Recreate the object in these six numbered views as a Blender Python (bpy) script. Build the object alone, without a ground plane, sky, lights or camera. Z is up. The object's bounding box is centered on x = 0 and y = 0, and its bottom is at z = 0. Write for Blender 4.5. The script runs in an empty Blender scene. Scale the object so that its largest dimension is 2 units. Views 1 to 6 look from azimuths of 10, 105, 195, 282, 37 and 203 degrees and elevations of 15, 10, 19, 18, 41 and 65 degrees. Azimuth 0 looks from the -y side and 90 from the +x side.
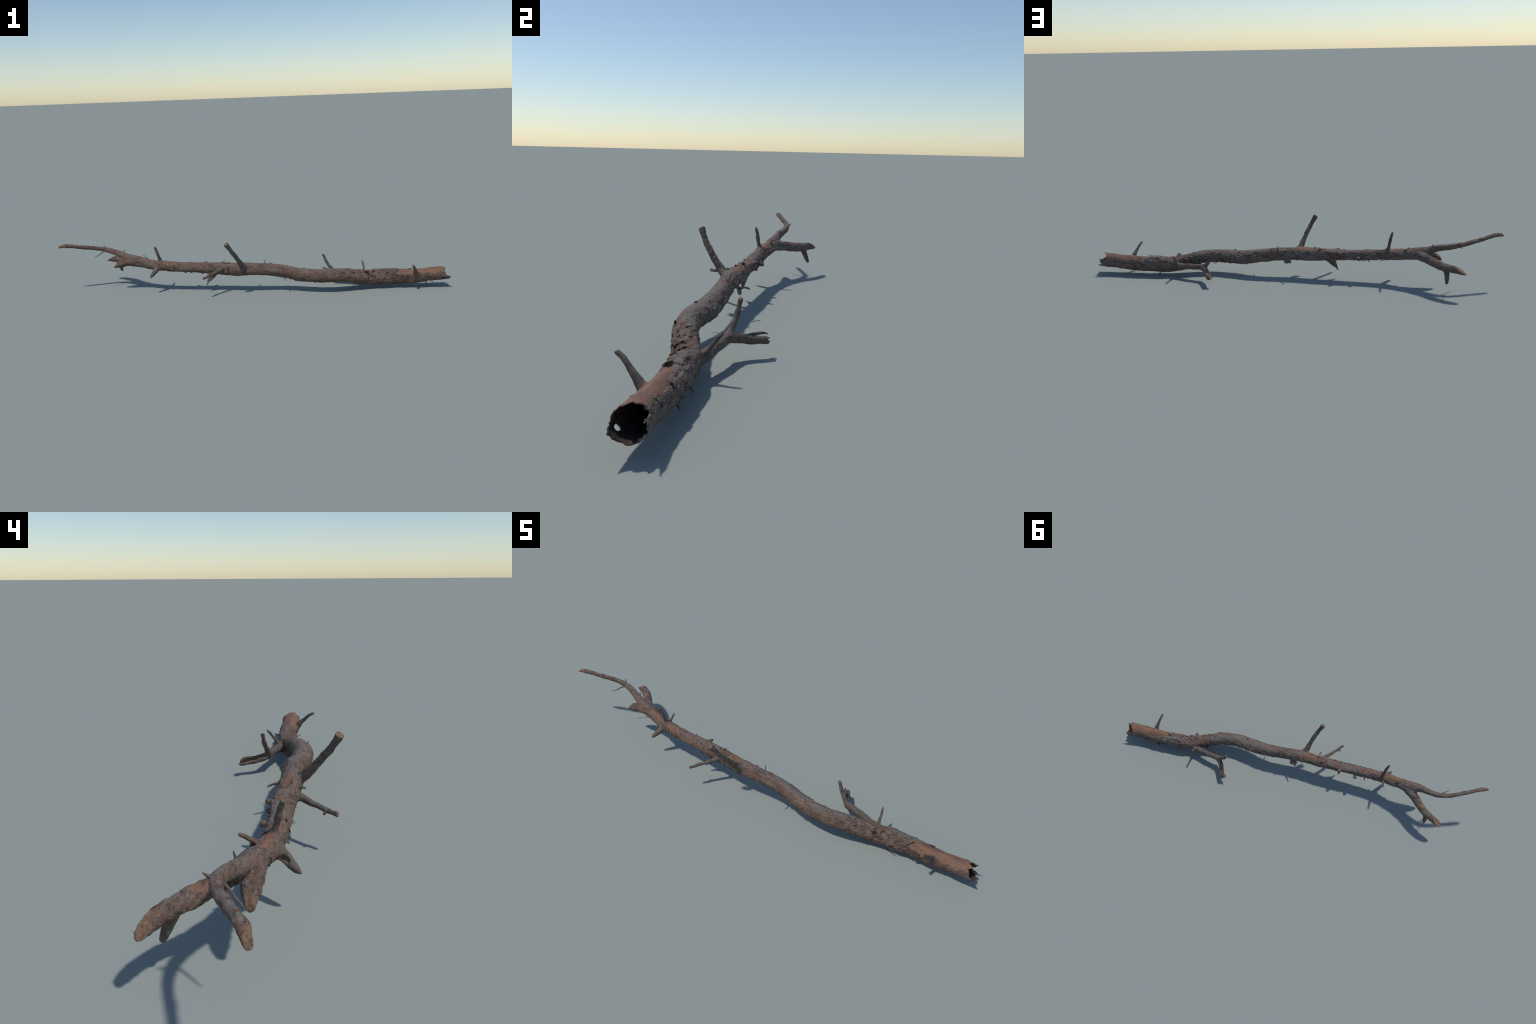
# A dead, fallen pine branch: hollow broken butt end, S-curved trunk with scaly
# bark, peeled bare wood, a forked far end and many broken twigs and thorns.
#
# The wood is described as a signed distance field: spines with radii for the
# trunk and every limb, melted together where they join, with bark plates,
# peeled patches, gouges and a hollow bore.  A surface-nets pass turns it into
# one smooth skin, whose faces are then handed out to the named parts.
import bpy, math, random
import numpy as np
from mathutils import Vector, Matrix

random.seed(7)
rng = np.random.default_rng(7)
H = 0.0014                     # cell size of the skin
F32 = np.float32


# ------------------------------------------------------------------ noise
def hash3(ix, iy, iz, seed):
    h = (ix.astype(np.int64) * 374761393 + iy.astype(np.int64) * 668265263
         + iz.astype(np.int64) * 2147483647 + seed * 974634541) & 0xFFFFFFFF
    h = ((h ^ (h >> 13)) * 1274126177) & 0xFFFFFFFF
    h = ((h ^ (h >> 16)) * 2246822519) & 0xFFFFFFFF
    h = h ^ (h >> 15)
    return (h.astype(np.float64) / 4294967296.0).astype(F32)


def vnoise(p, seed):
    """value noise, -1..1"""
    f = np.floor(p)
    t = (p - f).astype(F32)
    i = f.astype(np.int64)
    t = t * t * t * (t * (t * 6 - 15) + 10)
    r = np.zeros(len(p), F32)
    for dx in (0, 1):
        wx = t[:, 0] if dx else 1 - t[:, 0]
        for dy in (0, 1):
            wy = t[:, 1] if dy else 1 - t[:, 1]
            for dz in (0, 1):
                wz = t[:, 2] if dz else 1 - t[:, 2]
                r += wx * wy * wz * hash3(i[:, 0] + dx, i[:, 1] + dy, i[:, 2] + dz, seed)
    return r * 2 - 1


def fbm(p, seed, octaves=3, gain=0.5):
    r, a, s = 0, 1.0, 0.0
    for o in range(octaves):
        r = r + a * vnoise(p * (2.03 ** o) + 17.3 * o, seed + o)
        s += a
        a *= gain
    return r / s


def worley(p, seed):
    """cellular noise: distance to nearest and second seeds, a random number of
    the nearest cell and the offset from its seed"""
    n = len(p)
    i = np.floor(p).astype(np.int64)
    f1 = np.full(n, 9, F32)
    f2 = np.full(n, 9, F32)
    rid = np.zeros(n, F32)
    off = np.zeros((n, 3), F32)
    for dx in (-1, 0, 1):
        for dy in (-1, 0, 1):
            for dz in (-1, 0, 1):
                a, b, c = i[:, 0] + dx, i[:, 1] + dy, i[:, 2] + dz
                h = hash3(a, b, c, seed)
                h2 = (h * 977.13) % 1.0
                h3 = (h * 3571.71) % 1.0
                vx = p[:, 0] - (a + h)
                vy = p[:, 1] - (b + h2)
                vz = p[:, 2] - (c + h3)
                d = np.sqrt(vx * vx + vy * vy + vz * vz)
                near = d < f1
                f2 = np.where(near, f1, np.minimum(f2, d))
                f1 = np.where(near, d, f1)
                rid = np.where(near, (h * 139.7) % 1.0, rid)
                off[near, 0] = vx[near]
                off[near, 1] = vy[near]
                off[near, 2] = vz[near]
    return f1, f2, rid, off


def smooth(a, b, x):
    t = np.clip((x - a) / (b - a), 0, 1)
    return t * t * (3 - 2 * t)


# ------------------------------------------------------------------ spines
def spline(ctrl, step):
    """Catmull-Rom through (x, y, z, radius) points, resampled evenly"""
    c = np.array(ctrl, float)
    c = np.vstack([2 * c[0] - c[1], c, 2 * c[-1] - c[-2]])
    out = []
    for k in range(1, len(c) - 2):
        n = max(2, int(np.ceil(np.linalg.norm(c[k + 1, :3] - c[k, :3]) / step)))
        t = np.arange(n)[:, None] / n
        p0, p1, p2, p3 = c[k - 1], c[k], c[k + 1], c[k + 2]
        out.append(0.5 * (2 * p1 + (p2 - p0) * t + (2 * p0 - 5 * p1 + 4 * p2 - p3) * t ** 2
                          + (3 * p1 - p0 - 3 * p2 + p3) * t ** 3))
    out.append(c[-2][None])
    q = np.vstack(out)
    q[:, 3] = np.maximum(q[:, 3], 0.0012)
    return q


TRUNK = spline([
    (-0.640, -0.056, 0.163, 0.022), (-0.600, -0.0608, 0.1536, 0.0245), (-0.550, -0.0658, 0.1459, 0.0262),
    (-0.500, -0.0725, 0.1385, 0.0268), (-0.450, -0.0737, 0.1336, 0.0265), (-0.400, -0.0715, 0.1299, 0.0266),
    (-0.350, -0.0684, 0.1272, 0.0268), (-0.300, -0.0640, 0.1257, 0.0270), (-0.250, -0.0613, 0.1239, 0.0278),
    (-0.200, -0.0584, 0.1224, 0.0290), (-0.150, -0.0562, 0.1209, 0.0300), (-0.100, -0.0544, 0.1193, 0.0305),
    (-0.050, -0.0527, 0.1187, 0.0308), (0.000, -0.0487, 0.1175, 0.0308), (0.050, -0.0421, 0.1153, 0.0302),
    (0.100, -0.0347, 0.1113, 0.0304), (0.150, -0.0293, 0.1044, 0.0314), (0.200, -0.0284, 0.0956, 0.0328),
    (0.250, -0.0313, 0.0886, 0.0337), (0.300, -0.0340, 0.0855, 0.0340), (0.350, -0.0340, 0.0846, 0.0338),
    (0.400, -0.0277, 0.0843, 0.0333), (0.450, -0.0150, 0.0820, 0.0333), (0.500, 0.0066, 0.0735, 0.0346),
    (0.550, 0.0300, 0.0615, 0.0368), (0.600, 0.0505, 0.0545, 0.0376), (0.650, 0.0630, 0.0527, 0.0377),
    (0.700, 0.0712, 0.0530, 0.0370), (0.750, 0.0778, 0.0534, 0.0362), (0.800, 0.0825, 0.0548, 0.0360),
    (0.850, 0.0872, 0.0585, 0.0352), (0.900, 0.0920, 0.0632, 0.0351), (0.950, 0.0972, 0.0682, 0.0361),
    (1.020, 0.1045, 0.0750, 0.0365)], 0.012)

# name, spine, melt with the trunk (m), bark roughness (m), kind of surface
LIMBS = [
    ("leader", [(-0.590, -0.063, 0.157, 0.022), (-0.646, -0.060, 0.170, 0.0195), (-0.678, -0.0555, 0.183, 0.0172),
                (-0.705, -0.0505, 0.1922, 0.0158), (-0.732, -0.0445, 0.198, 0.0147), (-0.760, -0.041, 0.205, 0.0133),
                (-0.790, -0.043, 0.2118, 0.0122), (-0.820, -0.0504, 0.218, 0.0114), (-0.850, -0.063, 0.2245, 0.0107),
                (-0.880, -0.0795, 0.231, 0.0103), (-0.910, -0.0965, 0.237, 0.0099), (-0.940, -0.112, 0.245, 0.0099),
                (-0.965, -0.1260, 0.2490, 0.0100), (-0.985, -0.1345, 0.2485, 0.0088), (-1.010, -0.1450, 0.2475, 0.0066)],
     0.010, 0.0010, "bark"),
    ("fork", [(-0.580, -0.062, 0.150, 0.024), (-0.605, -0.051, 0.152, 0.0225), (-0.635, -0.033, 0.148, 0.0215),
              (-0.663, -0.016, 0.143, 0.0208), (-0.695, 0.010, 0.137, 0.0202), (-0.727, 0.035, 0.1325, 0.0195),
              (-0.755, 0.053, 0.1315, 0.0185), (-0.783, 0.064, 0.131, 0.0168), (-0.810, 0.073, 0.129, 0.0150),
              (-0.826, 0.079, 0.127, 0.0138), (-0.850, 0.088, 0.123, 0.0130)], 0.008, 0.0015, "bark"),
    ("stub", [(-0.600, -0.066, 0.152, 0.023), (-0.650, -0.070, 0.152, 0.0235), (-0.685, -0.075, 0.143, 0.0195),
              (-0.708, -0.079, 0.136, 0.0130), (-0.729, -0.083, 0.128, 0.0060)], 0.010, 0.0016, "bark"),
    ("spur", [(-0.742, 0.046, 0.126, 0.0145), (-0.748, 0.054, 0.107, 0.0120), (-0.750, 0.063, 0.085, 0.0098),
              (-0.751, 0.071, 0.066, 0.0066)], 0.004, 0.0007, "weathered"),
    ("twig", [(-0.470, -0.074, 0.145, 0.0110), (-0.474, -0.081, 0.170, 0.0083), (-0.477, -0.086, 0.190, 0.0073),
              (-0.482, -0.092, 0.215, 0.0064), (-0.487, -0.099, 0.240, 0.0052)], 0.010, 0.0006, "weathered"),
    ("spur", [(-0.482, -0.084, 0.132, 0.016), (-0.488, -0.098, 0.122, 0.0145), (-0.497, -0.117, 0.108, 0.0112),
              (-0.504, -0.130, 0.098, 0.0080), (-0.508, -0.139, 0.092, 0.0034)], 0.008, 0.0008, "weathered"),
    ("twig", [(-0.481, -0.055, 0.139, 0.0065), (-0.486, -0.033, 0.146, 0.0052), (-0.489, -0.020, 0.154, 0.0047),
              (-0.492, -0.010, 0.160, 0.0040)], 0.005, 0.0003, "weathered"),
    ("branch_arm", [(-0.018, -0.055, 0.118, 0.019), (-0.034, -0.082, 0.140, 0.0165), (-0.046, -0.110, 0.170, 0.0128),
                    (-0.060, -0.141, 0.209, 0.0112), (-0.077, -0.167, 0.247, 0.0104), (-0.088, -0.180, 0.270, 0.0108), (-0.095, -0.186, 0.285, 0.0114)],
     0.011, 0.0007, "weathered"),
    ("twig", [(-0.135, -0.068, 0.124, 0.0150), (-0.150, -0.094, 0.1235, 0.0105), (-0.165, -0.118, 0.118, 0.0083),
              (-0.183, -0.143, 0.114, 0.0073), (-0.200, -0.170, 0.110, 0.0068), (-0.214, -0.197, 0.107, 0.0062)],
     0.010, 0.0005, "weathered"),
    ("spur", [(-0.203, -0.056, 0.105, 0.016), (-0.210, -0.062, 0.082, 0.0110), (-0.220, -0.070, 0.058, 0.0062),
              (-0.228, -0.077, 0.038, 0.0018)], 0.006, 0.0008, "weathered"),
    ("spur", [(-0.172, -0.056, 0.105, 0.014), (-0.190, -0.060, 0.085, 0.0095), (-0.210, -0.068, 0.060, 0.0050)],
     0.006, 0.0008, "weathered"),
    ("side_branch", [(0.610, 0.056, 0.052, 0.024), (0.580, 0.070, 0.052, 0.0195), (0.557, 0.0785, 0.053, 0.0168),
                     (0.523, 0.086, 0.057, 0.0152), (0.490, 0.0912, 0.061, 0.0146), (0.450, 0.0945, 0.064, 0.0142),
                     (0.420, 0.0975, 0.065, 0.0140)], 0.009, 0.0008, "weathered"),
    ("side_branch_prong", [(0.430, 0.096, 0.066, 0.0125), (0.404, 0.0985, 0.080, 0.0098), (0.386, 0.1025, 0.100, 0.0080),
                           (0.370, 0.1065, 0.127, 0.0072), (0.3575, 0.1100, 0.155, 0.0076)], 0.007, 0.0005, "weathered"),
    ("side_branch_prong", [(0.430, 0.096, 0.064, 0.0135), (0.404, 0.115, 0.059, 0.0135), (0.389, 0.137, 0.054, 0.0137),
                           (0.374, 0.162, 0.050, 0.0132), (0.363, 0.180, 0.048, 0.0122), (0.354, 0.197, 0.0455, 0.0100)],
     0.007, 0.0007, "weathered"),
    ("twig", [(0.575, 0.078, 0.055, 0.0095), (0.570, 0.094, 0.072, 0.0066), (0.566, 0.108, 0.093, 0.0054),
              (0.562, 0.120, 0.109, 0.0048), (0.559, 0.128, 0.118, 0.0024)], 0.006, 0.0004, "weathered"),
    ("twig", [(0.829, 0.062, 0.064, 0.017), (0.825, 0.044, 0.083, 0.0110), (0.820, 0.025, 0.103, 0.0078),
              (0.814, 0.006, 0.121, 0.0068), (0.806, -0.018, 0.139, 0.0062)], 0.008, 0.0005, "weathered"),
    ("stub", [(-0.330, -0.050, 0.121, 0.0095), (-0.333, -0.026, 0.118, 0.0078)], 0.004, 0.0006, "weathered"),
    ("stub", [(-0.243, -0.045, 0.120, 0.0080), (-0.243, -0.024, 0.115, 0.0052)], 0.004, 0.0005, "weathered"),
    ("stub", [(-0.252, -0.048, 0.134, 0.0100), (-0.245, -0.033, 0.139, 0.0085), (-0.241, -0.022, 0.141, 0.0070)],
     0.004, 0.0010, "bark"),
]
LIMBS = [(n, spline(c, 0.009), k, a, kind) for n, c, k, a, kind in LIMBS]

# trunk frames: tangent, up and back (+y) at every spine sample
_t = np.gradient(TRUNK[:, :3], axis=0)
T_TAN = _t / np.linalg.norm(_t, axis=1)[:, None]
T_UP = np.array([0, 0, 1.0]) - T_TAN * T_TAN[:, 2:3]
T_UP /= np.linalg.norm(T_UP, axis=1)[:, None]
T_BACK = np.cross(T_UP, T_TAN)
T_S = np.r_[0, np.cumsum(np.linalg.norm(np.diff(TRUNK[:, :3], axis=0), axis=1))]


def at_x(x):
    """trunk axis, up, back, tangent and radius where the axis crosses x"""
    f = lambda a: np.array([np.interp(x, TRUNK[:, 0], a[:, k]) for k in range(3)])
    return f(TRUNK), f(T_UP), f(T_BACK), f(T_TAN), np.interp(x, TRUNK[:, 0], TRUNK[:, 3])


def chain(p, spine, reach):
    """distance from points to the round-cone chain; nearest segment and position.
    p must be sorted by x."""
    n = len(p)
    best = np.full(n, 1.0, F32)
    seg = np.full(n, -1, np.int32)
    tt = np.zeros(n, F32)
    for k in range(len(spine) - 1):
        a, b = spine[k, :3], spine[k + 1, :3]
        ra, rb = spine[k, 3], spine[k + 1, 3]
        m = max(ra, rb) + reach
        lo, hi = np.minimum(a, b) - m, np.maximum(a, b) + m
        i0, i1 = np.searchsorted(p[:, 0], [lo[0], hi[0]])
        if i1 <= i0:
            continue
        q = p[i0:i1]
        ok = np.nonzero((q[:, 1] > lo[1]) & (q[:, 1] < hi[1]) & (q[:, 2] > lo[2]) & (q[:, 2] < hi[2]))[0]
        if not len(ok):
            continue
        q = q[ok] - a
        ab = b - a
        t = np.clip((q @ ab) / (ab @ ab), 0, 1)
        v = q - t[:, None] * ab
        d = np.sqrt((v * v).sum(1)) - (ra + (rb - ra) * t)
        idx = ok + i0
        w = d < best[idx]
        j = idx[w]
        best[j] = d[w]
        seg[j] = k
        tt[j] = t[w]
    return best, seg, tt


# ------------------------------------------------------------------ bark, peeling, damage
# peeled patches on the trunk: x, angle from straight up (deg, + is the back), half length, half width (deg)
PEELED = [(0.905, -6, 0.112, 52), (0.865, -22, 0.148, 40), (0.985, -165, 0.034, 60), (-0.075, 12, 0.040, 36), (-0.425, -26, 0.034, 26), (-0.535, 2, 0.062, 40),
          (-0.372, 8, 0.022, 22), (-0.222, 22, 0.020, 18), (-0.590, -8, 0.02, 22), (-0.305, -5, 0.014, 16)]
# plates of bark standing thick: x, angle, half length, half width, height
THICK = [(0.696, -8, 0.030, 34, 0.0045), (0.770, 62, 0.040, 24, 0.002), (0.640, 20, 0.022, 40, 0.0022),
         (0.545, -70, 0.03, 30, 0.002), (0.90, -78, 0.03, 20, 0.0016), (0.010, 70, 0.045, 30, 0.002),
         (0.68, -95, 0.04, 22, 0.0025), (-0.10, 160, 0.05, 40, 0.002), (0.30, 170, 0.07, 40, 0.0018)]
# gouges: centre, radius, depth of the bite
GOUGES = [((-0.645, -0.090, 0.126), 0.022), ((-0.615, -0.092, 0.130), 0.015), ((-0.588, -0.100, 0.150), 0.0140),
          ((-0.535, -0.109, 0.136), 0.0130), ((-0.512, -0.107, 0.116), 0.0120), ((-0.570, -0.100, 0.124), 0.0145),
          ((-0.718, -0.098, 0.146), 0.013), ((-0.715, -0.060, 0.116), 0.012)]


def rim(phi):
    """x where the broken butt end stops, by angle (deg from up, + to the back)"""
    a = [-180, -165, -150, -132, -122, -115, -109, -101, -97, -92, -88, -80, -68, -55, -40, -25, -15, 0, 12, 30, 50, 66, 70, 75,
         84, 96, 110, 118, 128, 136, 150, 165, 180]
    v = [.990, .984, .989, .993, .990, 0.996, .987, .985, .974, .980, .968, .968, .970, .964, .960, .972, .970, .957, .958, .950, .949,
         .952, .972, .989, .974, .979, .968, .963, .982, .989, .981, .988, .990]
    return np.interp(phi, a, v)


def trunk_domain(p, seg, t):
    """(x along, angle, stretched sample domain) of points near the trunk"""
    k = np.clip(seg, 0, len(TRUNK) - 2)
    t = t[:, None]
    mix = lambda a: a[k] * (1 - t) + a[k + 1] * t
    c = mix(TRUNK[:, :3])
    v = p - c
    phi = np.arctan2((v * mix(T_BACK)).sum(1), (v * mix(T_UP)).sum(1)).astype(F32)
    s = (T_S[k] * (1 - t[:, 0]) + T_S[k + 1] * t[:, 0]).astype(F32)
    r = mix(TRUNK[:, 3:4])[:, 0]
    dom = np.stack([s, np.cos(phi) * 0.033, np.sin(phi) * 0.033], 1).astype(F32)
    return c[:, 0].astype(F32), phi, dom, r


def wrap(a):
    return (a + 180) % 360 - 180


def peel_mask(x, phi, dom):
    """>0 inside the peeled patches, in metres-ish units"""
    deg = np.degrees(phi)
    n1 = fbm(dom * np.array([45, 75, 75], F32), 31, 3)
    n2 = fbm(dom * np.array([60, 90, 90], F32), 41, 3)
    m = np.full(len(x), -1.0, F32)
    for x0, a0, hx, ha in PEELED:
        u = (x - x0) / hx + 0.30 * n1 * min(1, 0.03 / hx)
        w = wrap(deg - a0) / ha + 0.38 * n2
        m = np.maximum(m, 1 - np.maximum(np.abs(u), np.abs(w)) - 0.25 * np.minimum(np.abs(u), np.abs(w)) ** 3)
    return m


def bark_height(x, phi, dom):
    """relief of the trunk bark above its mean radius, and the peel mask"""
    deg = np.degrees(phi)
    front = smooth(110, 60, np.abs(wrap(deg + 50)))              # the smoother front/top side
    mid = smooth(0.02, 0.08, x) * smooth(0.50, 0.43, x)
    rough = 1.0 - 0.72 * front * mid - 0.35 * front * smooth(0.05, -0.05, x) - 0.25 * front * smooth(0.72, 0.8, x)
    warp = np.stack([fbm(dom * 60, 3, 2), fbm(dom * 60, 5, 2), fbm(dom * 60, 9, 2)], 1)
    scaly = smooth(-0.25, 0.25, fbm(dom * np.array([12, 26, 26], F32), 17, 2) + 0.9 * rough - 0.55)
    q = dom * np.array([19, 36, 36], F32) + warp * 0.34
    f1, f2, rid, off = worley(q, 11)
    plate = (rid - 0.5) * 0.0022 + off[:, 0] * 0.0022 * (1 - 2 * (rid > 0.6)) - smooth(0.10, 0.015, f2 - f1) * 0.0016
    q2 = dom * np.array([62, 105, 105], F32) + warp * 0.5
    g1, g2, gid, goff = worley(q2, 23)
    small = (gid - 0.5) * 0.0007 + goff[:, 0] * 0.0005 - smooth(0.13, 0.02, g2 - g1) * 0.0005
    back = smooth(20, 70, deg) * smooth(-0.15, 0.02, x) + smooth(-120, -160, deg) * smooth(0.0, 0.1, x) + smooth(0.42, 0.5, x) * smooth(0.80, 0.74, x)
    h = (0.25 + 0.75 * scaly) * rough * plate * (1 + 0.40 * np.clip(back, 0, 1)) + scaly * small
    h = h + fbm(dom * 210, 77, 3) * 0.0007 + fbm(dom * np.array([12, 22, 22], F32), 88, 2) * 0.0026 + 0.0005
    # little scars where scales have dropped off
    s1, s2, sid, soff = worley(dom * np.array([36, 36, 36], F32) + warp * 0.25, 51)
    h = h - (sid > 0.80) * smooth(0.24, 0.16, s1 + 0.12 * warp[:, 2]) * 0.0022
    for x0, a0, hx, ha, up in THICK:
        u = np.maximum(np.abs((x - x0) / hx + 0.25 * warp[:, 0]), np.abs(wrap(deg - a0) / ha + 0.3 * warp[:, 1]))
        h = h + up * smooth(1.0, 0.92, u)
    peel = peel_mask(x, phi, dom)
    grain = fbm(dom * np.array([12, 260, 260], F32), 61, 2) * 0.00035
    bare = smooth(0.0, 0.05, peel)
    h = h * (1 - bare) + bare * (-0.0016 + 0.0014 * smooth(0.75, 0.95, x) + 0.35 * grain + 0.0012 * fbm(dom * np.array([14, 26, 26], F32), 62, 2))
    return h, peel


def limb_relief(p, amount, kind):
    lumps = 0.0015 * fbm(p * 50, 70, 2)
    if kind == "bark":
        w = np.stack([vnoise(p * 90, 13), vnoise(p * 90, 14), vnoise(p * 90, 15)], 1)
        f1, f2, rid, off = worley(p * 85 + w * 0.4, 71)
        return lumps + amount * ((rid - 0.5) * 1.3 - smooth(0.14, 0.02, f2 - f1) * 0.8 + 0.9 * fbm(p * 120, 72, 3))
    return lumps + amount * (fbm(p * 75, 73, 3) * 1.6 + 0.5 * fbm(p * 260, 74, 2))


CUTS = [
    ((-0.995, -0.1390, 0.2465), (-0.80, -0.15, 0.60), 0),
    ((-0.834, 0.082, 0.124), (-0.85, 0.45, -0.25), 1),
    ((-0.7265, -0.0790, 0.1340), (-0.95, -0.15, -0.15), 2),
    ((-0.708, -0.0760, 0.1500), (-0.80, 0.10, 0.60), 2),
    ((0.3535, 0.1885, 0.046), (-0.3, 0.9, 0.1), 13),  # slanting breaks: point, outward normal, limb index
    ((-0.832, 0.080, 0.1175), (-0.50, 0.12, 0.86), 1),
    ((-0.0935, -0.1840, 0.2825), (-0.35, -0.45, 0.82), 7),
    ((-0.488, -0.100, 0.243), (-0.6, -0.2, 0.75), 4),
    ((-0.2145, -0.1945, 0.107), (-0.5, -0.85, 0.0), 8),
    ((0.357, 0.110, 0.157), (0.3, 0.2, 0.9), 12),
    ((0.806, -0.0175, 0.1395), (-0.2, -0.6, 0.75), 15),
    ((-0.333, -0.022, 0.118), (0.0, 1.0, -0.1), 16),
]
CUTS = [(np.array(p), np.array(n) / np.linalg.norm(n), k) for p, n, k in CUTS]
SPLIT = spline([(0.387, 0.124, 0.064, 0.0035), (0.380, 0.137, 0.061, 0.0075), (0.364, 0.163, 0.057, 0.0085), (0.350, 0.186, 0.053, 0.0080), (0.344, 0.198, 0.051, 0.007)], 0.01)
HOLE_A, HOLE_U, HOLE_B, _, HOLE_R = at_x(0.957)
HOLE = HOLE_A + HOLE_R * (math.cos(math.radians(-120)) * HOLE_U + math.sin(math.radians(-120)) * HOLE_B)


def wood(p, details=False):
    """signed distance of the whole branch at points sorted by x"""
    p = np.asarray(p, float)
    d_t, seg, t = chain(p, TRUNK, 0.030)
    on = seg >= 0
    j = np.nonzero(on)[0]
    x = p[:, 0].astype(F32).copy()
    peel = np.full(len(p), -1, F32)
    bore = np.full(len(p), 1.0, F32)
    d = d_t.copy()
    if len(j):
        xx, phi, dom, r = trunk_domain(p[j], seg[j], t[j])
        out = (0.05 * np.cos(2 * phi + 9 * xx) + 0.03 * np.cos(3 * phi - 14 * xx)) * r
        h, pl = bark_height(xx, phi, dom)
        dj = d_t[j] - out - h
        # the hollow bore and the broken rim
        wall = 0.0036 - np.minimum(h, 0) + 0.05 * smooth(0.60, 0.40, xx)
        inner = d_t[j] - out + wall
        dj = np.maximum(dj, -inner)
        deg = np.degrees(phi)
        stop = rim(deg) + 0.0042 * fbm(np.stack([phi * 8, phi * 0, phi * 0], 1).astype(F32), 95, 3)
        dj = np.maximum(dj, (xx - stop) * 0.7)
        d[j] = dj
        peel[j] = pl
        bore[j] = np.where(xx > 0.4, np.abs(inner), 1.0)
        side = np.abs(inner) < np.abs(d_t[j] - out - h)
        bore[j] = np.where(side, bore[j], 1.0)
    hole = np.linalg.norm((p - HOLE) * np.array([0.75, 1, 1]), axis=1) - 0.0078
    d = np.maximum(d, -hole)
    owner = np.zeros(len(p), np.int32)
    low = d.copy()
    cut = np.full(len(p), 1.0, F32)
    for i, (name, spine, k, amount, kind) in enumerate(LIMBS):
        e, sg, tt = chain(p, spine, 0.014)
        m = np.nonzero(sg >= 0)[0]
        if not len(m):
            continue
        if kind == "weathered":                                   # crooked, knotty growth
            kink = np.stack([fbm(p[m] * 34, 101 + a, 2) for a in range(3)], 1) * 0.0022
            e[m], _, _ = chain(p[m] + kink, spine, 0.018)
        em = e[m] - limb_relief(p[m], amount, kind)
        for c, n, who in CUTS:
            if who == i:
                plane = ((p[m] - c) @ n + 0.0030 * fbm(p[m] * 170, 81, 3)).astype(F32)
                cut[m] = np.where(plane > em, np.minimum(cut[m], np.abs(plane)), cut[m])
                em = np.maximum(em, plane)
        if i == 13:
            g, _, _ = chain(p[m], SPLIT, 0.03)
            g = g + 0.0015 * fbm(p[m] * 150, 83, 2)
            cut[m] = np.where(-g > em, np.abs(g), cut[m])
            em = np.maximum(em, -g)
        old = d[m]
        if k > 0:
            hh = np.clip(k - np.abs(old - em), 0, None) / k
            new = np.minimum(old, em) - hh * hh * k * 0.25
        d[m] = new
        mine = em < low[m]
        owner[m[mine]] = i + 1
        low[m] = np.minimum(low[m], em)
    for c, r in GOUGES:
        near = np.nonzero(np.abs(p[:, 0] - c[0]) < r + 0.02)[0]
        if len(near):
            g = np.linalg.norm((p[near] - c) * np.array([0.7, 1, 1]), axis=1) - r + 0.002 * fbm(p[near] * 110, 84, 2)
            e = -g
            hh = np.clip(0.003 - np.abs(d[near] - e), 0, None) / 0.003
            d[near] = np.maximum(d[near], e) + hh * hh * 0.003 * 0.25
    d = np.maximum(d, 0.0008 - p[:, 2])
    if details:
        return d, owner, peel, bore, cut
    return d


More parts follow.
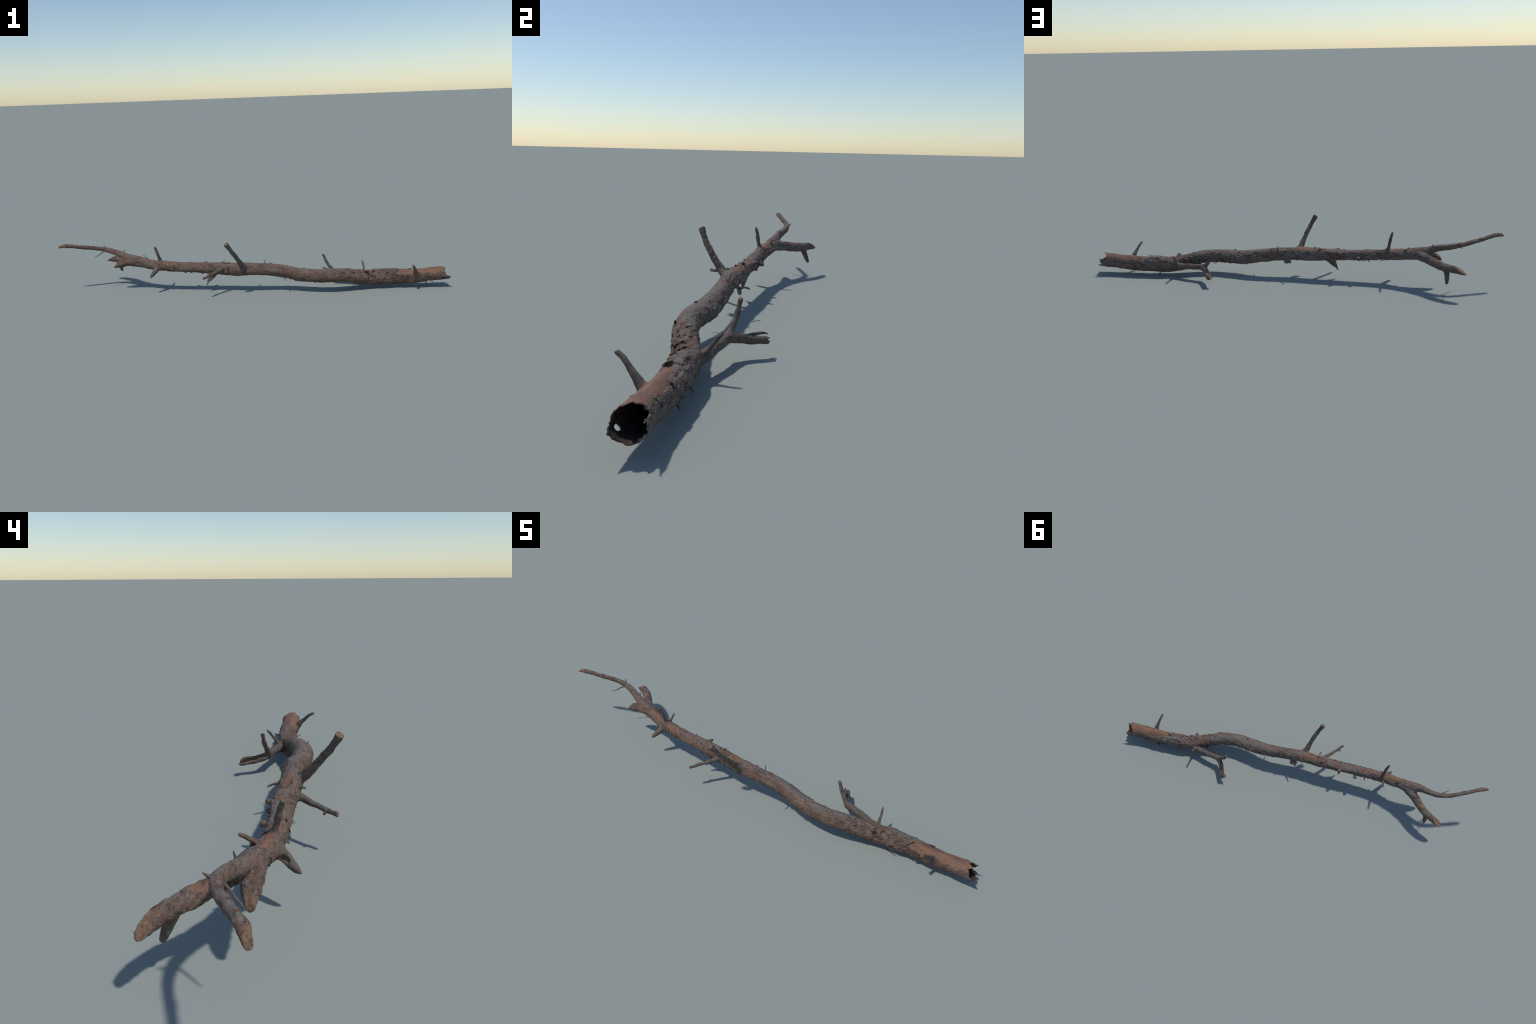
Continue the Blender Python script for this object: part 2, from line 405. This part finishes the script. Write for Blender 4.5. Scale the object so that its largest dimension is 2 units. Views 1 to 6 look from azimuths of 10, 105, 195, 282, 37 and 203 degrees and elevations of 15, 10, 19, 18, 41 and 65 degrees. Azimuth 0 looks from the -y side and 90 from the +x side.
# ------------------------------------------------------------------ surface nets
def skin():
    lo = np.array([-1.03, -0.235, -0.012])
    hi = np.array([1.03, 0.225, 0.315])
    N = np.ceil((hi - lo) / H).astype(int) + 1
    NY, NZ = int(N[1]), int(N[2])
    spines = [TRUNK] + [l[1] for l in LIMBS]
    keys, pts, quads = [], [], []
    step = 70
    i0 = 0
    while i0 < N[0] - 2:
        i1 = min(i0 + step, int(N[0]) - 1)
        nx = i1 - i0 + 1
        near = np.full((nx, NY, NZ), 0.03, F32)
        for sp in spines:
            for k in range(len(sp) - 1):
                a, b, r = sp[k, :3], sp[k + 1, :3], max(sp[k, 3], sp[k + 1, 3])
                m = r + 0.009
                l = np.floor((np.minimum(a, b) - m - lo) / H).astype(int)
                u = np.ceil((np.maximum(a, b) + m - lo) / H).astype(int) + 1
                l = np.maximum(l, [i0, 0, 0])
                u = np.minimum(u, [i1 + 1, NY, NZ])
                if (u <= l).any():
                    continue
                gx = (lo[0] + H * np.arange(l[0], u[0]) - a[0])[:, None, None]
                gy = (lo[1] + H * np.arange(l[1], u[1]) - a[1])[None, :, None]
                gz = (lo[2] + H * np.arange(l[2], u[2]) - a[2])[None, None, :]
                ab = b - a
                t = np.clip((gx * ab[0] + gy * ab[1] + gz * ab[2]) / (ab @ ab), 0, 1)
                dd = np.sqrt((gx - t * ab[0]) ** 2 + (gy - t * ab[1]) ** 2 + (gz - t * ab[2]) ** 2) - (sp[k, 3] + (sp[k + 1, 3] - sp[k, 3]) * t)
                view = near[l[0] - i0:u[0] - i0, l[1]:u[1], l[2]:u[2]]
                np.minimum(view, dd, out=view)
        x_end = lo[0] + H * i1
        deep = -0.0125 if x_end > 0.38 else -0.0085
        band = (near < 0.0085) & (near > deep)
        for c, r in [(c, 0.030) for c, n, w in CUTS] + [(np.array(c), r + 0.012) for c, r in GOUGES]:
            l = np.maximum(np.floor((c - r - lo) / H).astype(int), [i0, 0, 0])      # bites go right through
            u = np.minimum(np.ceil((c + r - lo) / H).astype(int), [i1 + 1, NY, NZ])
            if (u > l).all():
                w = (slice(l[0] - i0, u[0] - i0), slice(l[1], u[1]), slice(l[2], u[2]))
                band[w] |= near[w] < 0.0085
        ii = np.argwhere(band)
        val = np.where(near < 0, -1.0, 1.0).astype(F32)
        if x_end > 0.40:                                         # inside of the bore is air
            gx = lo[0] + H * (i0 + np.arange(nx))
            val[(near < deep) & (gx[:, None, None] > 0.60)] = 1.0
            mid = (near < deep) & (gx[:, None, None] <= 0.60) & (gx[:, None, None] > 0.38)
            extra = np.argwhere(mid)
            ii = np.vstack([ii, extra])
            ii = ii[np.argsort(ii[:, 0], kind="stable")]
        if len(ii):
            P = lo + H * (ii + [i0, 0, 0])
            val[ii[:, 0], ii[:, 1], ii[:, 2]] = wood(P)
        neg = val < 0
        c = [neg[a:nx - 1 + a, b:NY - 1 + b, d:NZ - 1 + d] for a in (0, 1) for b in (0, 1) for d in (0, 1)]
        cnt = sum(q.astype(np.int8) for q in c)
        cells = np.argwhere((cnt > 0) & (cnt < 8))
        if len(cells):
            cor = [(a, b, d) for a in (0, 1) for b in (0, 1) for d in (0, 1)]
            v = np.stack([val[cells[:, 0] + a, cells[:, 1] + b, cells[:, 2] + d] for a, b, d in cor], 1)
            acc = np.zeros((len(cells), 3))
            num = np.zeros(len(cells))
            for e0 in range(8):
                for e1 in range(e0 + 1, 8):
                    A, B = np.array(cor[e0]), np.array(cor[e1])
                    if np.abs(A - B).sum() != 1:
                        continue
                    va, vb = v[:, e0], v[:, e1]
                    x = (va < 0) != (vb < 0)
                    f = np.where(x, va / np.where(x, va - vb, 1), 0)
                    acc += np.where(x[:, None], A + f[:, None] * (B - A), 0)
                    num += x
            pts.append(lo + H * (cells + [i0, 0, 0] + acc / num[:, None]))
            keys.append(((cells[:, 0] + i0) * NY + cells[:, 1]) * NZ + cells[:, 2])
            key = lambda q: ((q[:, 0] + i0) * NY + q[:, 1]) * NZ + q[:, 2]
            for ax in range(3):
                s0 = [slice(None)] * 3
                s1 = [slice(None)] * 3
                s0[ax], s1[ax] = slice(0, -1), slice(1, None)
                ch = neg[tuple(s0)] != neg[tuple(s1)]
                q = np.argwhere(ch)
                q = q[(q[:, 0] >= 1) & (q[:, 0] < nx - 1) & (q[:, 1] >= 1) & (q[:, 1] < NY - 1) & (q[:, 2] >= 1) & (q[:, 2] < NZ - 1)]
                if not len(q):
                    continue
                u, w = np.eye(3, dtype=int)[(ax + 1) % 3], np.eye(3, dtype=int)[(ax + 2) % 3]
                f = np.stack([key(q - u - w), key(q - w), key(q), key(q - u)], 1)
                flip = ~neg[q[:, 0], q[:, 1], q[:, 2]]
                f[flip] = f[flip][:, ::-1]
                quads.append(f)
        if i1 >= N[0] - 1:
            break
        i0 = i1 - 1
    keys, pts, quads = np.concatenate(keys), np.concatenate(pts), np.concatenate(quads)
    uk, first = np.unique(keys, return_index=True)
    faces = np.searchsorted(uk, quads)
    return pts[first], faces


V, Q = skin()

# drop crumbs: keep only the largest connected piece
lab = np.arange(len(V))
E = np.concatenate([Q[:, [0, 1]], Q[:, [1, 2]], Q[:, [2, 3]], Q[:, [3, 0]]])
while True:
    m = np.minimum(lab[E[:, 0]], lab[E[:, 1]])
    new = lab.copy()
    np.minimum.at(new, E[:, 0], m)
    np.minimum.at(new, E[:, 1], m)
    new = new[new]
    new = new[new]
    if (new == lab).all():
        break
    lab = new
main = np.bincount(lab[Q[:, 0]]).argmax()
Q = Q[lab[Q[:, 0]] == main]

# light relaxation takes the grid steps out of the skin
keep = np.unique(Q)
remap = np.full(len(V), -1)
remap[keep] = np.arange(len(keep))
V, Q = V[keep], remap[Q]
E = np.concatenate([Q[:, [0, 1]], Q[:, [1, 2]], Q[:, [2, 3]], Q[:, [3, 0]]])
deg = np.bincount(E[:, 0], minlength=len(V)) + np.bincount(E[:, 1], minlength=len(V))
for weight in (0.35, 0.25):
    acc = np.stack([np.bincount(E[:, 0], V[E[:, 1], k], len(V)) + np.bincount(E[:, 1], V[E[:, 0], k], len(V)) for k in range(3)], 1)
    V = V + weight * (acc / deg[:, None] - V)

# whole-body vertex normals
fn = np.cross(V[Q[:, 2]] - V[Q[:, 0]], V[Q[:, 3]] - V[Q[:, 1]])
NRM = np.stack([sum(np.bincount(Q[:, c], fn[:, k], len(V)) for c in range(4)) for k in range(3)], 1)
NRM /= np.maximum(np.linalg.norm(NRM, axis=1), 1e-12)[:, None]

# which part does each face belong to?
C = V[Q].mean(1)
order = np.argsort(C[:, 0], kind="stable")
res = wood(C[order], True)
owner = np.empty(len(Q), int); owner[order] = res[1]
peel = np.empty(len(Q)); peel[order] = res[2]
bore = np.empty(len(Q)); bore[order] = res[3]
cut = np.empty(len(Q)); cut[order] = res[4]
part = owner.copy()
part[(owner == 0) & (peel > 0.02)] = 100
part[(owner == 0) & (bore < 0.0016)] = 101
part[(owner > 0) & (cut < 0.0014)] = 102
on_b = (owner == 2) & (np.linalg.norm((C - np.array([-0.700, 0.013, 0.156])) / np.array([0.022, 0.022, 0.014]), axis=1)
                       + 0.4 * fbm(C * 90, 33, 2) < 1)
part[on_b] = 103
part[(owner == 1) & (C[:, 0] < -0.966 + 0.012 * fbm(C * 120, 35, 2))] = 102


# ------------------------------------------------------------------ materials
def node_material(name):
    m = bpy.data.materials.new(name)
    m.use_nodes = True
    nt = m.node_tree
    nt.nodes.clear()
    out = nt.nodes.new("ShaderNodeOutputMaterial")
    bsdf = nt.nodes.new("ShaderNodeBsdfPrincipled")
    nt.links.new(bsdf.outputs[0], out.inputs[0])
    bsdf.inputs["Specular IOR Level"].default_value = 0.25
    co = nt.nodes.new("ShaderNodeTexCoord")
    return m, nt, bsdf, co.outputs["Object"]


def scaled(nt, co, scale):
    n = nt.nodes.new("ShaderNodeMapping")
    n.inputs["Scale"].default_value = scale
    nt.links.new(co, n.inputs["Vector"])
    return n.outputs[0]


def noise(nt, vec, scale, detail=4, rough=0.6, warp=0.0):
    n = nt.nodes.new("ShaderNodeTexNoise")
    n.inputs["Scale"].default_value = scale
    n.inputs["Detail"].default_value = detail
    n.inputs["Roughness"].default_value = rough
    n.inputs["Distortion"].default_value = warp
    nt.links.new(vec, n.inputs["Vector"])
    return n.outputs["Fac"]


def coarse_noise(nt, vec, scale):
    n = nt.nodes.new("ShaderNodeTexNoise")
    n.inputs["Scale"].default_value = scale
    nt.links.new(vec, n.inputs["Vector"])
    return n.outputs["Color"]


def ramp(nt, fac, stops):
    n = nt.nodes.new("ShaderNodeValToRGB")
    r = n.color_ramp
    while len(r.elements) < len(stops):
        r.elements.new(0.5)
    for e, (pos, col) in zip(r.elements, stops):
        e.position = pos
        e.color = (*col, 1) if len(col) == 3 else col
    nt.links.new(fac, n.inputs[0])
    return n.outputs[0]


def grey(v):
    return (v, v, v)


def mix(nt, fac, a, b, mode="MIX"):
    n = nt.nodes.new("ShaderNodeMix")
    n.data_type = "RGBA"
    n.blend_type = mode
    for sock, val in ((n.inputs[0], fac), (n.inputs[6], a), (n.inputs[7], b)):
        if isinstance(val, (int, float)):
            sock.default_value = val
        elif isinstance(val, tuple):
            sock.default_value = (*val, 1)
        else:
            nt.links.new(val, sock)
    return n.outputs[2]


def bump(nt, bsdf, height, strength, dist=0.001):
    n = nt.nodes.new("ShaderNodeBump")
    n.inputs["Strength"].default_value = strength
    n.inputs["Distance"].default_value = dist
    nt.links.new(height, n.inputs["Height"])
    nt.links.new(n.outputs[0], bsdf.inputs["Normal"])


def make_bark(name, loose=False):
    m, nt, bsdf, co = node_material(name)
    along = scaled(nt, co, (0.45, 1, 1))
    # brown and mauve bark, broken by pale grey plates
    base = ramp(nt, noise(nt, along, 38, 5, 0.62, 0.4),
                [(0.30, (0.088, 0.059, 0.046)), (0.46, (0.150, 0.101, 0.077)), (0.62, (0.182, 0.130, 0.103)), (0.78, (0.240, 0.192, 0.160))])
    plates = nt.nodes.new("ShaderNodeTexVoronoi")
    plates.inputs["Scale"].default_value = 40
    nt.links.new(mix(nt, 0.03, along, coarse_noise(nt, co, 55)), plates.inputs["Vector"])
    tint = ramp(nt, plates.outputs["Color"], [(0.0, (0.74, 0.64, 0.61)), (0.3, (1.0, 0.93, 0.9)), (0.55, (1.0, 1.0, 1.0)), (0.8, (1.12, 1.0, 0.99)), (1.0, (1.26, 1.28, 1.28))])
    col = mix(nt, 0.85, base, tint, "MULTIPLY")
    reddish = ramp(nt, noise(nt, along, 17, 3, 0.6), [(0.54, grey(0)), (0.66, grey(1))])
    col = mix(nt, mix(nt, 1.0, reddish, grey(0.55), "MULTIPLY"), col, (0.150, 0.092, 0.075))
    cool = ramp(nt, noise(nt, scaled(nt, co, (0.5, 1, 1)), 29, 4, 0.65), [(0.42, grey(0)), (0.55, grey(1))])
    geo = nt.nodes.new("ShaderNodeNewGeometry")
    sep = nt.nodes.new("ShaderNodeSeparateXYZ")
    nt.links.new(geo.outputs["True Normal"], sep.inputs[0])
    facing_y = nt.nodes.new("ShaderNodeMapRange")
    facing_y.interpolation_type = "SMOOTHSTEP"
    facing_y.inputs["From Min"].default_value = -0.75
    facing_y.inputs["From Max"].default_value = 0.05
    facing_y.inputs["To Min"].default_value = 0.03
    nt.links.new(sep.outputs["Y"], facing_y.inputs["Value"])
    cool = mix(nt, 1.0, cool, facing_y.outputs[0], "MULTIPLY")
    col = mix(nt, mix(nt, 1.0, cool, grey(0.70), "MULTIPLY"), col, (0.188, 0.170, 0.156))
    dark = ramp(nt, noise(nt, along, 120, 4, 0.7), [(0.34, grey(0.38)), (0.50, grey(1))])
    col = mix(nt, 0.8, col, dark, "MULTIPLY")
    cell = nt.nodes.new("ShaderNodeTexVoronoi")
    cell.feature = "DISTANCE_TO_EDGE"
    cell.inputs["Scale"].default_value = 95
    warped = mix(nt, 0.02, along, coarse_noise(nt, co, 40))
    nt.links.new(warped, cell.inputs["Vector"])
    line = ramp(nt, cell.outputs["Distance"], [(0.015, grey(0.38)), (0.07, grey(1))])
    where = ramp(nt, noise(nt, along, 22, 3, 0.6), [(0.46, grey(0)), (0.58, grey(1))])
    col = mix(nt, where, col, mix(nt, 1.0, col, line, "MULTIPLY"))
    speck = ramp(nt, noise(nt, co, 420, 3, 0.7), [(0.36, grey(0.62)), (0.52, grey(1)), (0.72, grey(1.14))])
    col = mix(nt, 1.0, col, speck, "MULTIPLY")
    if loose:
        info = nt.nodes.new("ShaderNodeObjectInfo")
        var = ramp(nt, info.outputs["Random"], [(0, (0.70, 0.66, 0.64)), (1, (1.25, 1.22, 1.2))])
        col = mix(nt, 1.0, col, var, "MULTIPLY")
    nt.links.new(col, bsdf.inputs["Base Color"])
    bsdf.inputs["Roughness"].default_value = 0.85
    bump(nt, bsdf, noise(nt, scaled(nt, co, (0.6, 1, 1)), 330, 5, 0.7), 0.55, 0.0012)
    return m


def make_weathered():
    m, nt, bsdf, co = node_material("weathered_twig_wood")
    col = ramp(nt, noise(nt, co, 60, 5, 0.65, 0.3),
               [(0.28, (0.056, 0.044, 0.036)), (0.45, (0.102, 0.081, 0.066)), (0.62, (0.140, 0.113, 0.094)), (0.8, (0.188, 0.153, 0.128))])
    moss = ramp(nt, noise(nt, co, 34, 3), [(0.52, grey(0)), (0.66, grey(0.4))])
    col = mix(nt, moss, col, (0.092, 0.090, 0.058))
    warm = ramp(nt, noise(nt, scaled(nt, co, (1, 1.3, 0.8)), 24, 3), [(0.55, grey(0)), (0.68, grey(0.55))])
    col = mix(nt, warm, col, (0.150, 0.098, 0.078))
    nt.links.new(col, bsdf.inputs["Base Color"])
    bsdf.inputs["Roughness"].default_value = 0.85
    bump(nt, bsdf, noise(nt, co, 300, 5, 0.7), 0.45, 0.001)
    return m


def make_bare(name, light, grain):
    m, nt, bsdf, co = node_material(name)
    fibre = noise(nt, scaled(nt, co, grain), 260, 5, 0.7)
    col = ramp(nt, fibre, [(0.30, tuple(0.50 * c for c in light)), (0.48, light), (0.72, tuple(1.22 * c for c in light))])
    blot = ramp(nt, noise(nt, scaled(nt, co, (0.5, 1, 1)), 30, 4, 0.6), [(0.44, grey(0)), (0.62, grey(0.8))])
    col = mix(nt, blot, col, (0.130, 0.080, 0.060))
    stain = ramp(nt, noise(nt, scaled(nt, co, (0.35, 1, 1)), 75, 3, 0.6), [(0.30, grey(0.55)), (0.44, grey(1))])
    col = mix(nt, 0.8, col, stain, "MULTIPLY")
    nt.links.new(col, bsdf.inputs["Base Color"])
    bsdf.inputs["Roughness"].default_value = 0.75
    bump(nt, bsdf, fibre, 0.35, 0.001)
    return m


def make_dark_bore():
    m, nt, bsdf, co = node_material("dark_brown_bore_wood")
    col = ramp(nt, noise(nt, scaled(nt, co, (0.3, 1, 1)), 70, 4), [(0.35, (0.022, 0.016, 0.014)), (0.65, (0.060, 0.043, 0.037))])  # near-black to dark browns, streaked along the bore
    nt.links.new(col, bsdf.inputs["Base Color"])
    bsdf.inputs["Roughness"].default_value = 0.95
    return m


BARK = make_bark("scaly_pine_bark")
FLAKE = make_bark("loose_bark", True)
TWIG = make_weathered()
BARE = make_bare("bare_orange_wood", (0.200, 0.106, 0.069), (0.06, 1, 1))
BROKEN = make_bare("broken_wood", (0.196, 0.118, 0.074), (0.6, 0.6, 0.6))
DARK_BORE = make_dark_bore()

# ------------------------------------------------------------------ objects
root = bpy.data.objects.new("dead_branch", None)
bpy.context.scene.collection.objects.link(root)
root["label"] = "weathered dead pine branch, hollow broken end, peeling bark, snapped twigs"
root["category"] = "dead branch"


def add(name, mesh, parent=root):
    o = bpy.data.objects.new(name, mesh)
    bpy.context.scene.collection.objects.link(o)
    o.parent = parent
    return o


def part_mesh(name, face_mask, mat):
    q = Q[face_mask]
    ids = np.unique(q)
    back = np.full(len(V), -1)
    back[ids] = np.arange(len(ids))
    me = bpy.data.meshes.new(name)
    nf = len(q)
    me.vertices.add(len(ids))
    me.vertices.foreach_set("co", V[ids].astype(F32).ravel())
    me.loops.add(nf * 4)
    me.loops.foreach_set("vertex_index", back[q].astype(np.int32).ravel())
    me.polygons.add(nf)
    me.polygons.foreach_set("loop_start", np.arange(0, nf * 4, 4, dtype=np.int32))
    me.update(calc_edges=True)
    me.validate()
    me.polygons.foreach_set("use_smooth", np.ones(len(me.polygons), bool))
    me.materials.append(mat)
    me.normals_split_custom_set_from_vertices(NRM[ids].tolist())
    return me


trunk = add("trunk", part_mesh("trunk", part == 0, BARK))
add("bare_wood", part_mesh("bare_wood", (part == 100) | (part == 103), BARE), trunk)
add("hollow_core", part_mesh("hollow_core", part == 101, DARK_BORE), trunk)
add("broken_face", part_mesh("broken_face", part == 102, BROKEN), trunk)
holder = None
for i, (name, spine, k, amount, kind) in enumerate(LIMBS):
    mask = part == i + 1
    if not mask.any():
        continue
    mat = BARK if kind == "bark" else TWIG
    parent = root
    if name == "side_branch_prong" and holder is not None:
        parent, name = holder, "prong"
    o = add(name, part_mesh(name, mask, mat), parent)
    if name == "side_branch":
        holder = o


# ------------------------------------------------------------------ thorns
def thorn_mesh(name, path, mat, sides=8):
    sp = spline(path, 0.003)
    verts, faces = [], []
    for k, (x, y, z, r) in enumerate(sp):
        tan = Vector(sp[min(k + 1, len(sp) - 1), :3] - sp[max(k - 1, 0), :3]).normalized()
        a = tan.orthogonal().normalized()
        b = tan.cross(a)
        for j in range(sides):
            g = 2 * math.pi * j / sides
            w = r * (0.85 + 0.3 * random.random())
            verts.append(Vector((x, y, z)) + a * math.cos(g) * w + b * math.sin(g) * w)
    for k in range(len(sp) - 1):
        for j in range(sides):
            j2 = (j + 1) % sides
            faces.append((k * sides + j, k * sides + j2, (k + 1) * sides + j2, (k + 1) * sides + j))
    faces.append(tuple(range(sides))[::-1])
    faces.append(tuple((len(sp) - 1) * sides + j for j in range(sides)))
    me = bpy.data.meshes.new(name)
    me.from_pydata(verts, [], faces)
    me.polygons.foreach_set("use_smooth", [True] * len(me.polygons))
    me.materials.append(mat)
    return me


for path in [
    [(-0.780, -0.048, 0.207, 0.0045), (-0.792, -0.064, 0.201, 0.0028), (-0.805, -0.080, 0.191, 0.0024), (-0.820, -0.098, 0.184, 0.0012)],
    [(-0.788, -0.036, 0.216, 0.0048), (-0.795, -0.028, 0.224, 0.0028), (-0.799, -0.023, 0.230, 0.0010)],
    [(-0.675, -0.049, 0.190, 0.0040), (-0.678, -0.045, 0.203, 0.0024), (-0.680, -0.043, 0.213, 0.0013)],
    [(0.072, -0.030, 0.135, 0.0045), (0.068, -0.022, 0.146, 0.0026), (0.063, -0.017, 0.163, 0.0008)],
    [(0.174, -0.048, 0.080, 0.0038), (0.177, -0.060, 0.070, 0.0026), (0.180, -0.069, 0.063, 0.0012)],
    [(0.664, 0.084, 0.022, 0.0040), (0.663, 0.092, 0.010, 0.0026), (0.663, 0.096, 0.002, 0.0014)],
    [(0.880, 0.078, 0.032, 0.0036), (0.880, 0.072, 0.023, 0.0026), (0.880, 0.069, 0.014, 0.0012)],
    [(0.366, 0.172, 0.040, 0.0050), (0.359, 0.185, 0.040, 0.0040), (0.354, 0.194, 0.0425, 0.0012)],
    [(0.384, 0.140, 0.064, 0.0030), (0.368, 0.160, 0.065, 0.0045), (0.355, 0.177, 0.0645, 0.0035), (0.347, 0.186, 0.060, 0.0010)],
    [(0.350, 0.173, 0.047, 0.0040), (0.345, 0.184, 0.047, 0.0028), (0.343, 0.190, 0.049, 0.0010)],
    [(-0.204, -0.164, 0.109, 0.0045), (-0.206, -0.160, 0.103, 0.0034), (-0.207, -0.158, 0.101, 0.0020)],
    [(-0.380, -0.052, 0.115, 0.0040), (-0.384, -0.040, 0.108, 0.0024), (-0.387, -0.033, 0.104, 0.0010)],
    [(0.790, 0.108, 0.036, 0.0042), (0.792, 0.117, 0.026, 0.0030), (0.795, 0.121, 0.020, 0.0014)],
    [(-0.112, -0.085, 0.135, 0.0042), (-0.115, -0.096, 0.138, 0.0032), (-0.117, -0.102, 0.136, 0.0018)],
]:
    add("thorn", thorn_mesh("thorn", path, TWIG))


# ------------------------------------------------------------------ loose flakes of bark
def flake_mesh(name, length, width, thick, curl, twist, seed, nu=9, nv=7):
    """a thin curled chip: long way on x, lifted end at +x, outward is +z"""
    r = random.Random(seed)
    jag = [r.uniform(-0.22, 0.22) * min(1, 0.02 / width) for _ in range(2 * nv)]
    side = [r.uniform(0.62, 1.0) for _ in range(2 * nu)]
    top, bot = [], []
    for i in range(nu):
        for j in range(nv):
            u, w = i / (nu - 1), j / (nv - 1) * 2 - 1
            lim = side[i] if w > 0 else side[nu + i]
            x = (u + (jag[j] * u if u > 0.5 else jag[nv + j] * (1 - u))) * length
            y = w * lim * width * 0.5 * (1 - 0.45 * abs(2 * u - 1) ** 3)
            z = curl * length * u * u - (y * y) / (0.066 if width < 0.04 else 0.4) + twist * y * u + r.uniform(-0.15, 0.15) * thick
            edge = max(abs(w), abs(2 * u - 1))
            t = thick * (1 - 0.55 * edge ** 4)
            top.append((x, y, z + t * 0.5))
            bot.append((x, y, z - t * 0.5))
    n = nu * nv
    faces = []
    for i in range(nu - 1):
        for j in range(nv - 1):
            a = i * nv + j
            f = (a, a + nv, a + nv + 1, a + 1)
            faces.append(f)
            faces.append(tuple(n + k for k in f[::-1]))
    loop = [j for j in range(nv)] + [i * nv + nv - 1 for i in range(1, nu)] + [(nu - 1) * nv + j for j in range(nv - 2, -1, -1)] + [i * nv for i in range(nu - 2, 0, -1)]
    for k in range(len(loop)):
        a, b = loop[k], loop[(k + 1) % len(loop)]
        faces.append((a, b, n + b, n + a))
    me = bpy.data.meshes.new(name)
    me.from_pydata(top + bot, [], faces)
    me.polygons.foreach_set("use_smooth", [True] * len(me.polygons))
    me.materials.append(FLAKE)
    me.set_sharp_from_angle(angle=math.radians(50))
    return me


def place(o, x, deg, lift, yaw, height, flip):
    c, up, back, tan, r = at_x(x)
    a = math.radians(deg)
    n = Vector(math.cos(a) * up + math.sin(a) * back).normalized()
    t = Vector(tan).normalized() * (-1 if flip else 1)
    b = n.cross(t).normalized()
    t = b.cross(n)
    m = Matrix((t, b, n)).transposed()
    m = m @ Matrix.Rotation(yaw, 3, "Z") @ Matrix.Rotation(-lift, 3, "Y")
    o.matrix_world = Matrix.Translation(Vector(c) + n * (r + height)) @ m.to_4x4()


chips = [flake_mesh("bark_flake", random.uniform(0.009, 0.022), random.uniform(0.006, 0.014), random.uniform(0.0012, 0.0020),
                    random.uniform(0.02, 0.22), random.uniform(-0.2, 0.2), k) for k in range(14)]


def is_bare(x, deg):
    for x0, a0, hx, ha in PEELED:
        if abs(x - x0) < hx * 1.05 and abs((deg - a0 + 180) % 360 - 180) < ha * 1.1:
            return True
    return False


count = 0
while count < 160:
    x = random.uniform(-0.58, 0.93)
    deg = random.uniform(-180, 180)
    smooth_side = abs((deg + 50 + 180) % 360 - 180) < 80
    dense = 1.0 if 0.47 < x < 0.76 else (1.0 if x < -0.05 else 0.55)
    if smooth_side:
        dense *= 0.22 if 0.03 < x < 0.46 else 0.6
    if random.random() > dense or is_bare(x, deg):
        continue
    o = add("bark_flake", chips[random.randrange(len(chips))], trunk)
    place(o, x, deg, random.uniform(0.0, 0.16) + (0.28 if abs(deg) > 75 and random.random() < 0.14 else 0), random.gauss(0, 0.45), random.uniform(-0.0016, 0.0002), random.random() < 0.5)
    o.scale = Vector((1, 1, 1)) * random.uniform(0.6, 1.15)
    count += 1

# the big lifted chips
for length, width, curl, twist, x, deg, lift, yaw, height, flip in [
    (0.029, 0.030, 0.10, 0.0, 0.567, -10, 0.30, -1.57, -0.002, False),      # upright chip on the front of the bend
    (0.042, 0.052, 0.02, 0.1, 0.020, 84, 0.30, 1.57, -0.003, False),      # hanging flap
    (0.036, 0.028, 0.08, 0.1, 0.700, -20, 0.20, 0.1, 0.001, False),       # thick bark ending above the bare wood
    (0.030, 0.030, 0.05, 0.0, 0.782, 44, 0.06, 0.0, 0.001, False),
    (0.030, 0.020, 0.10, 0.0, -0.028, -30, 0.55, 0.5, -0.002, True),
    (0.032, 0.020, 0.12, 0.1, 0.640, -112, 0.25, 0.3, -0.001, False),
    (0.028, 0.022, 0.05, 0.1, 0.855, -82, 0.10, 0.2, 0.000, False),
    (0.024, 0.018, 0.05, 0.0, 0.890, -74, 0.12, -0.2, 0.000, False),
    (0.026, 0.016, 0.20, 0.2, 0.805, 118, 0.12, 0.4, -0.001, True),
    (0.030, 0.014, 0.15, 0.0, -0.16, 10, 0.35, 0.3, -0.002, False),
    (0.026, 0.010, 0.25, 0.0, -0.555, 30, 0.30, 0.2, -0.002, True),
]:
    me = flake_mesh("bark_flake", length, width, 0.0022, curl, twist, int(abs(x) * 1000))
    me.materials[0] = BARK
    o = add("bark_flake", me, trunk)
    place(o, x, deg, lift, yaw, height, flip)
add("bark_curl", thorn_mesh("bark_curl", [(0.014, -0.006, 0.101, 0.0045), (0.000, 0.006, 0.101, 0.0036), (-0.006, 0.015, 0.099, 0.0036), (-0.009, 0.023, 0.094, 0.0016)], FLAKE), trunk)
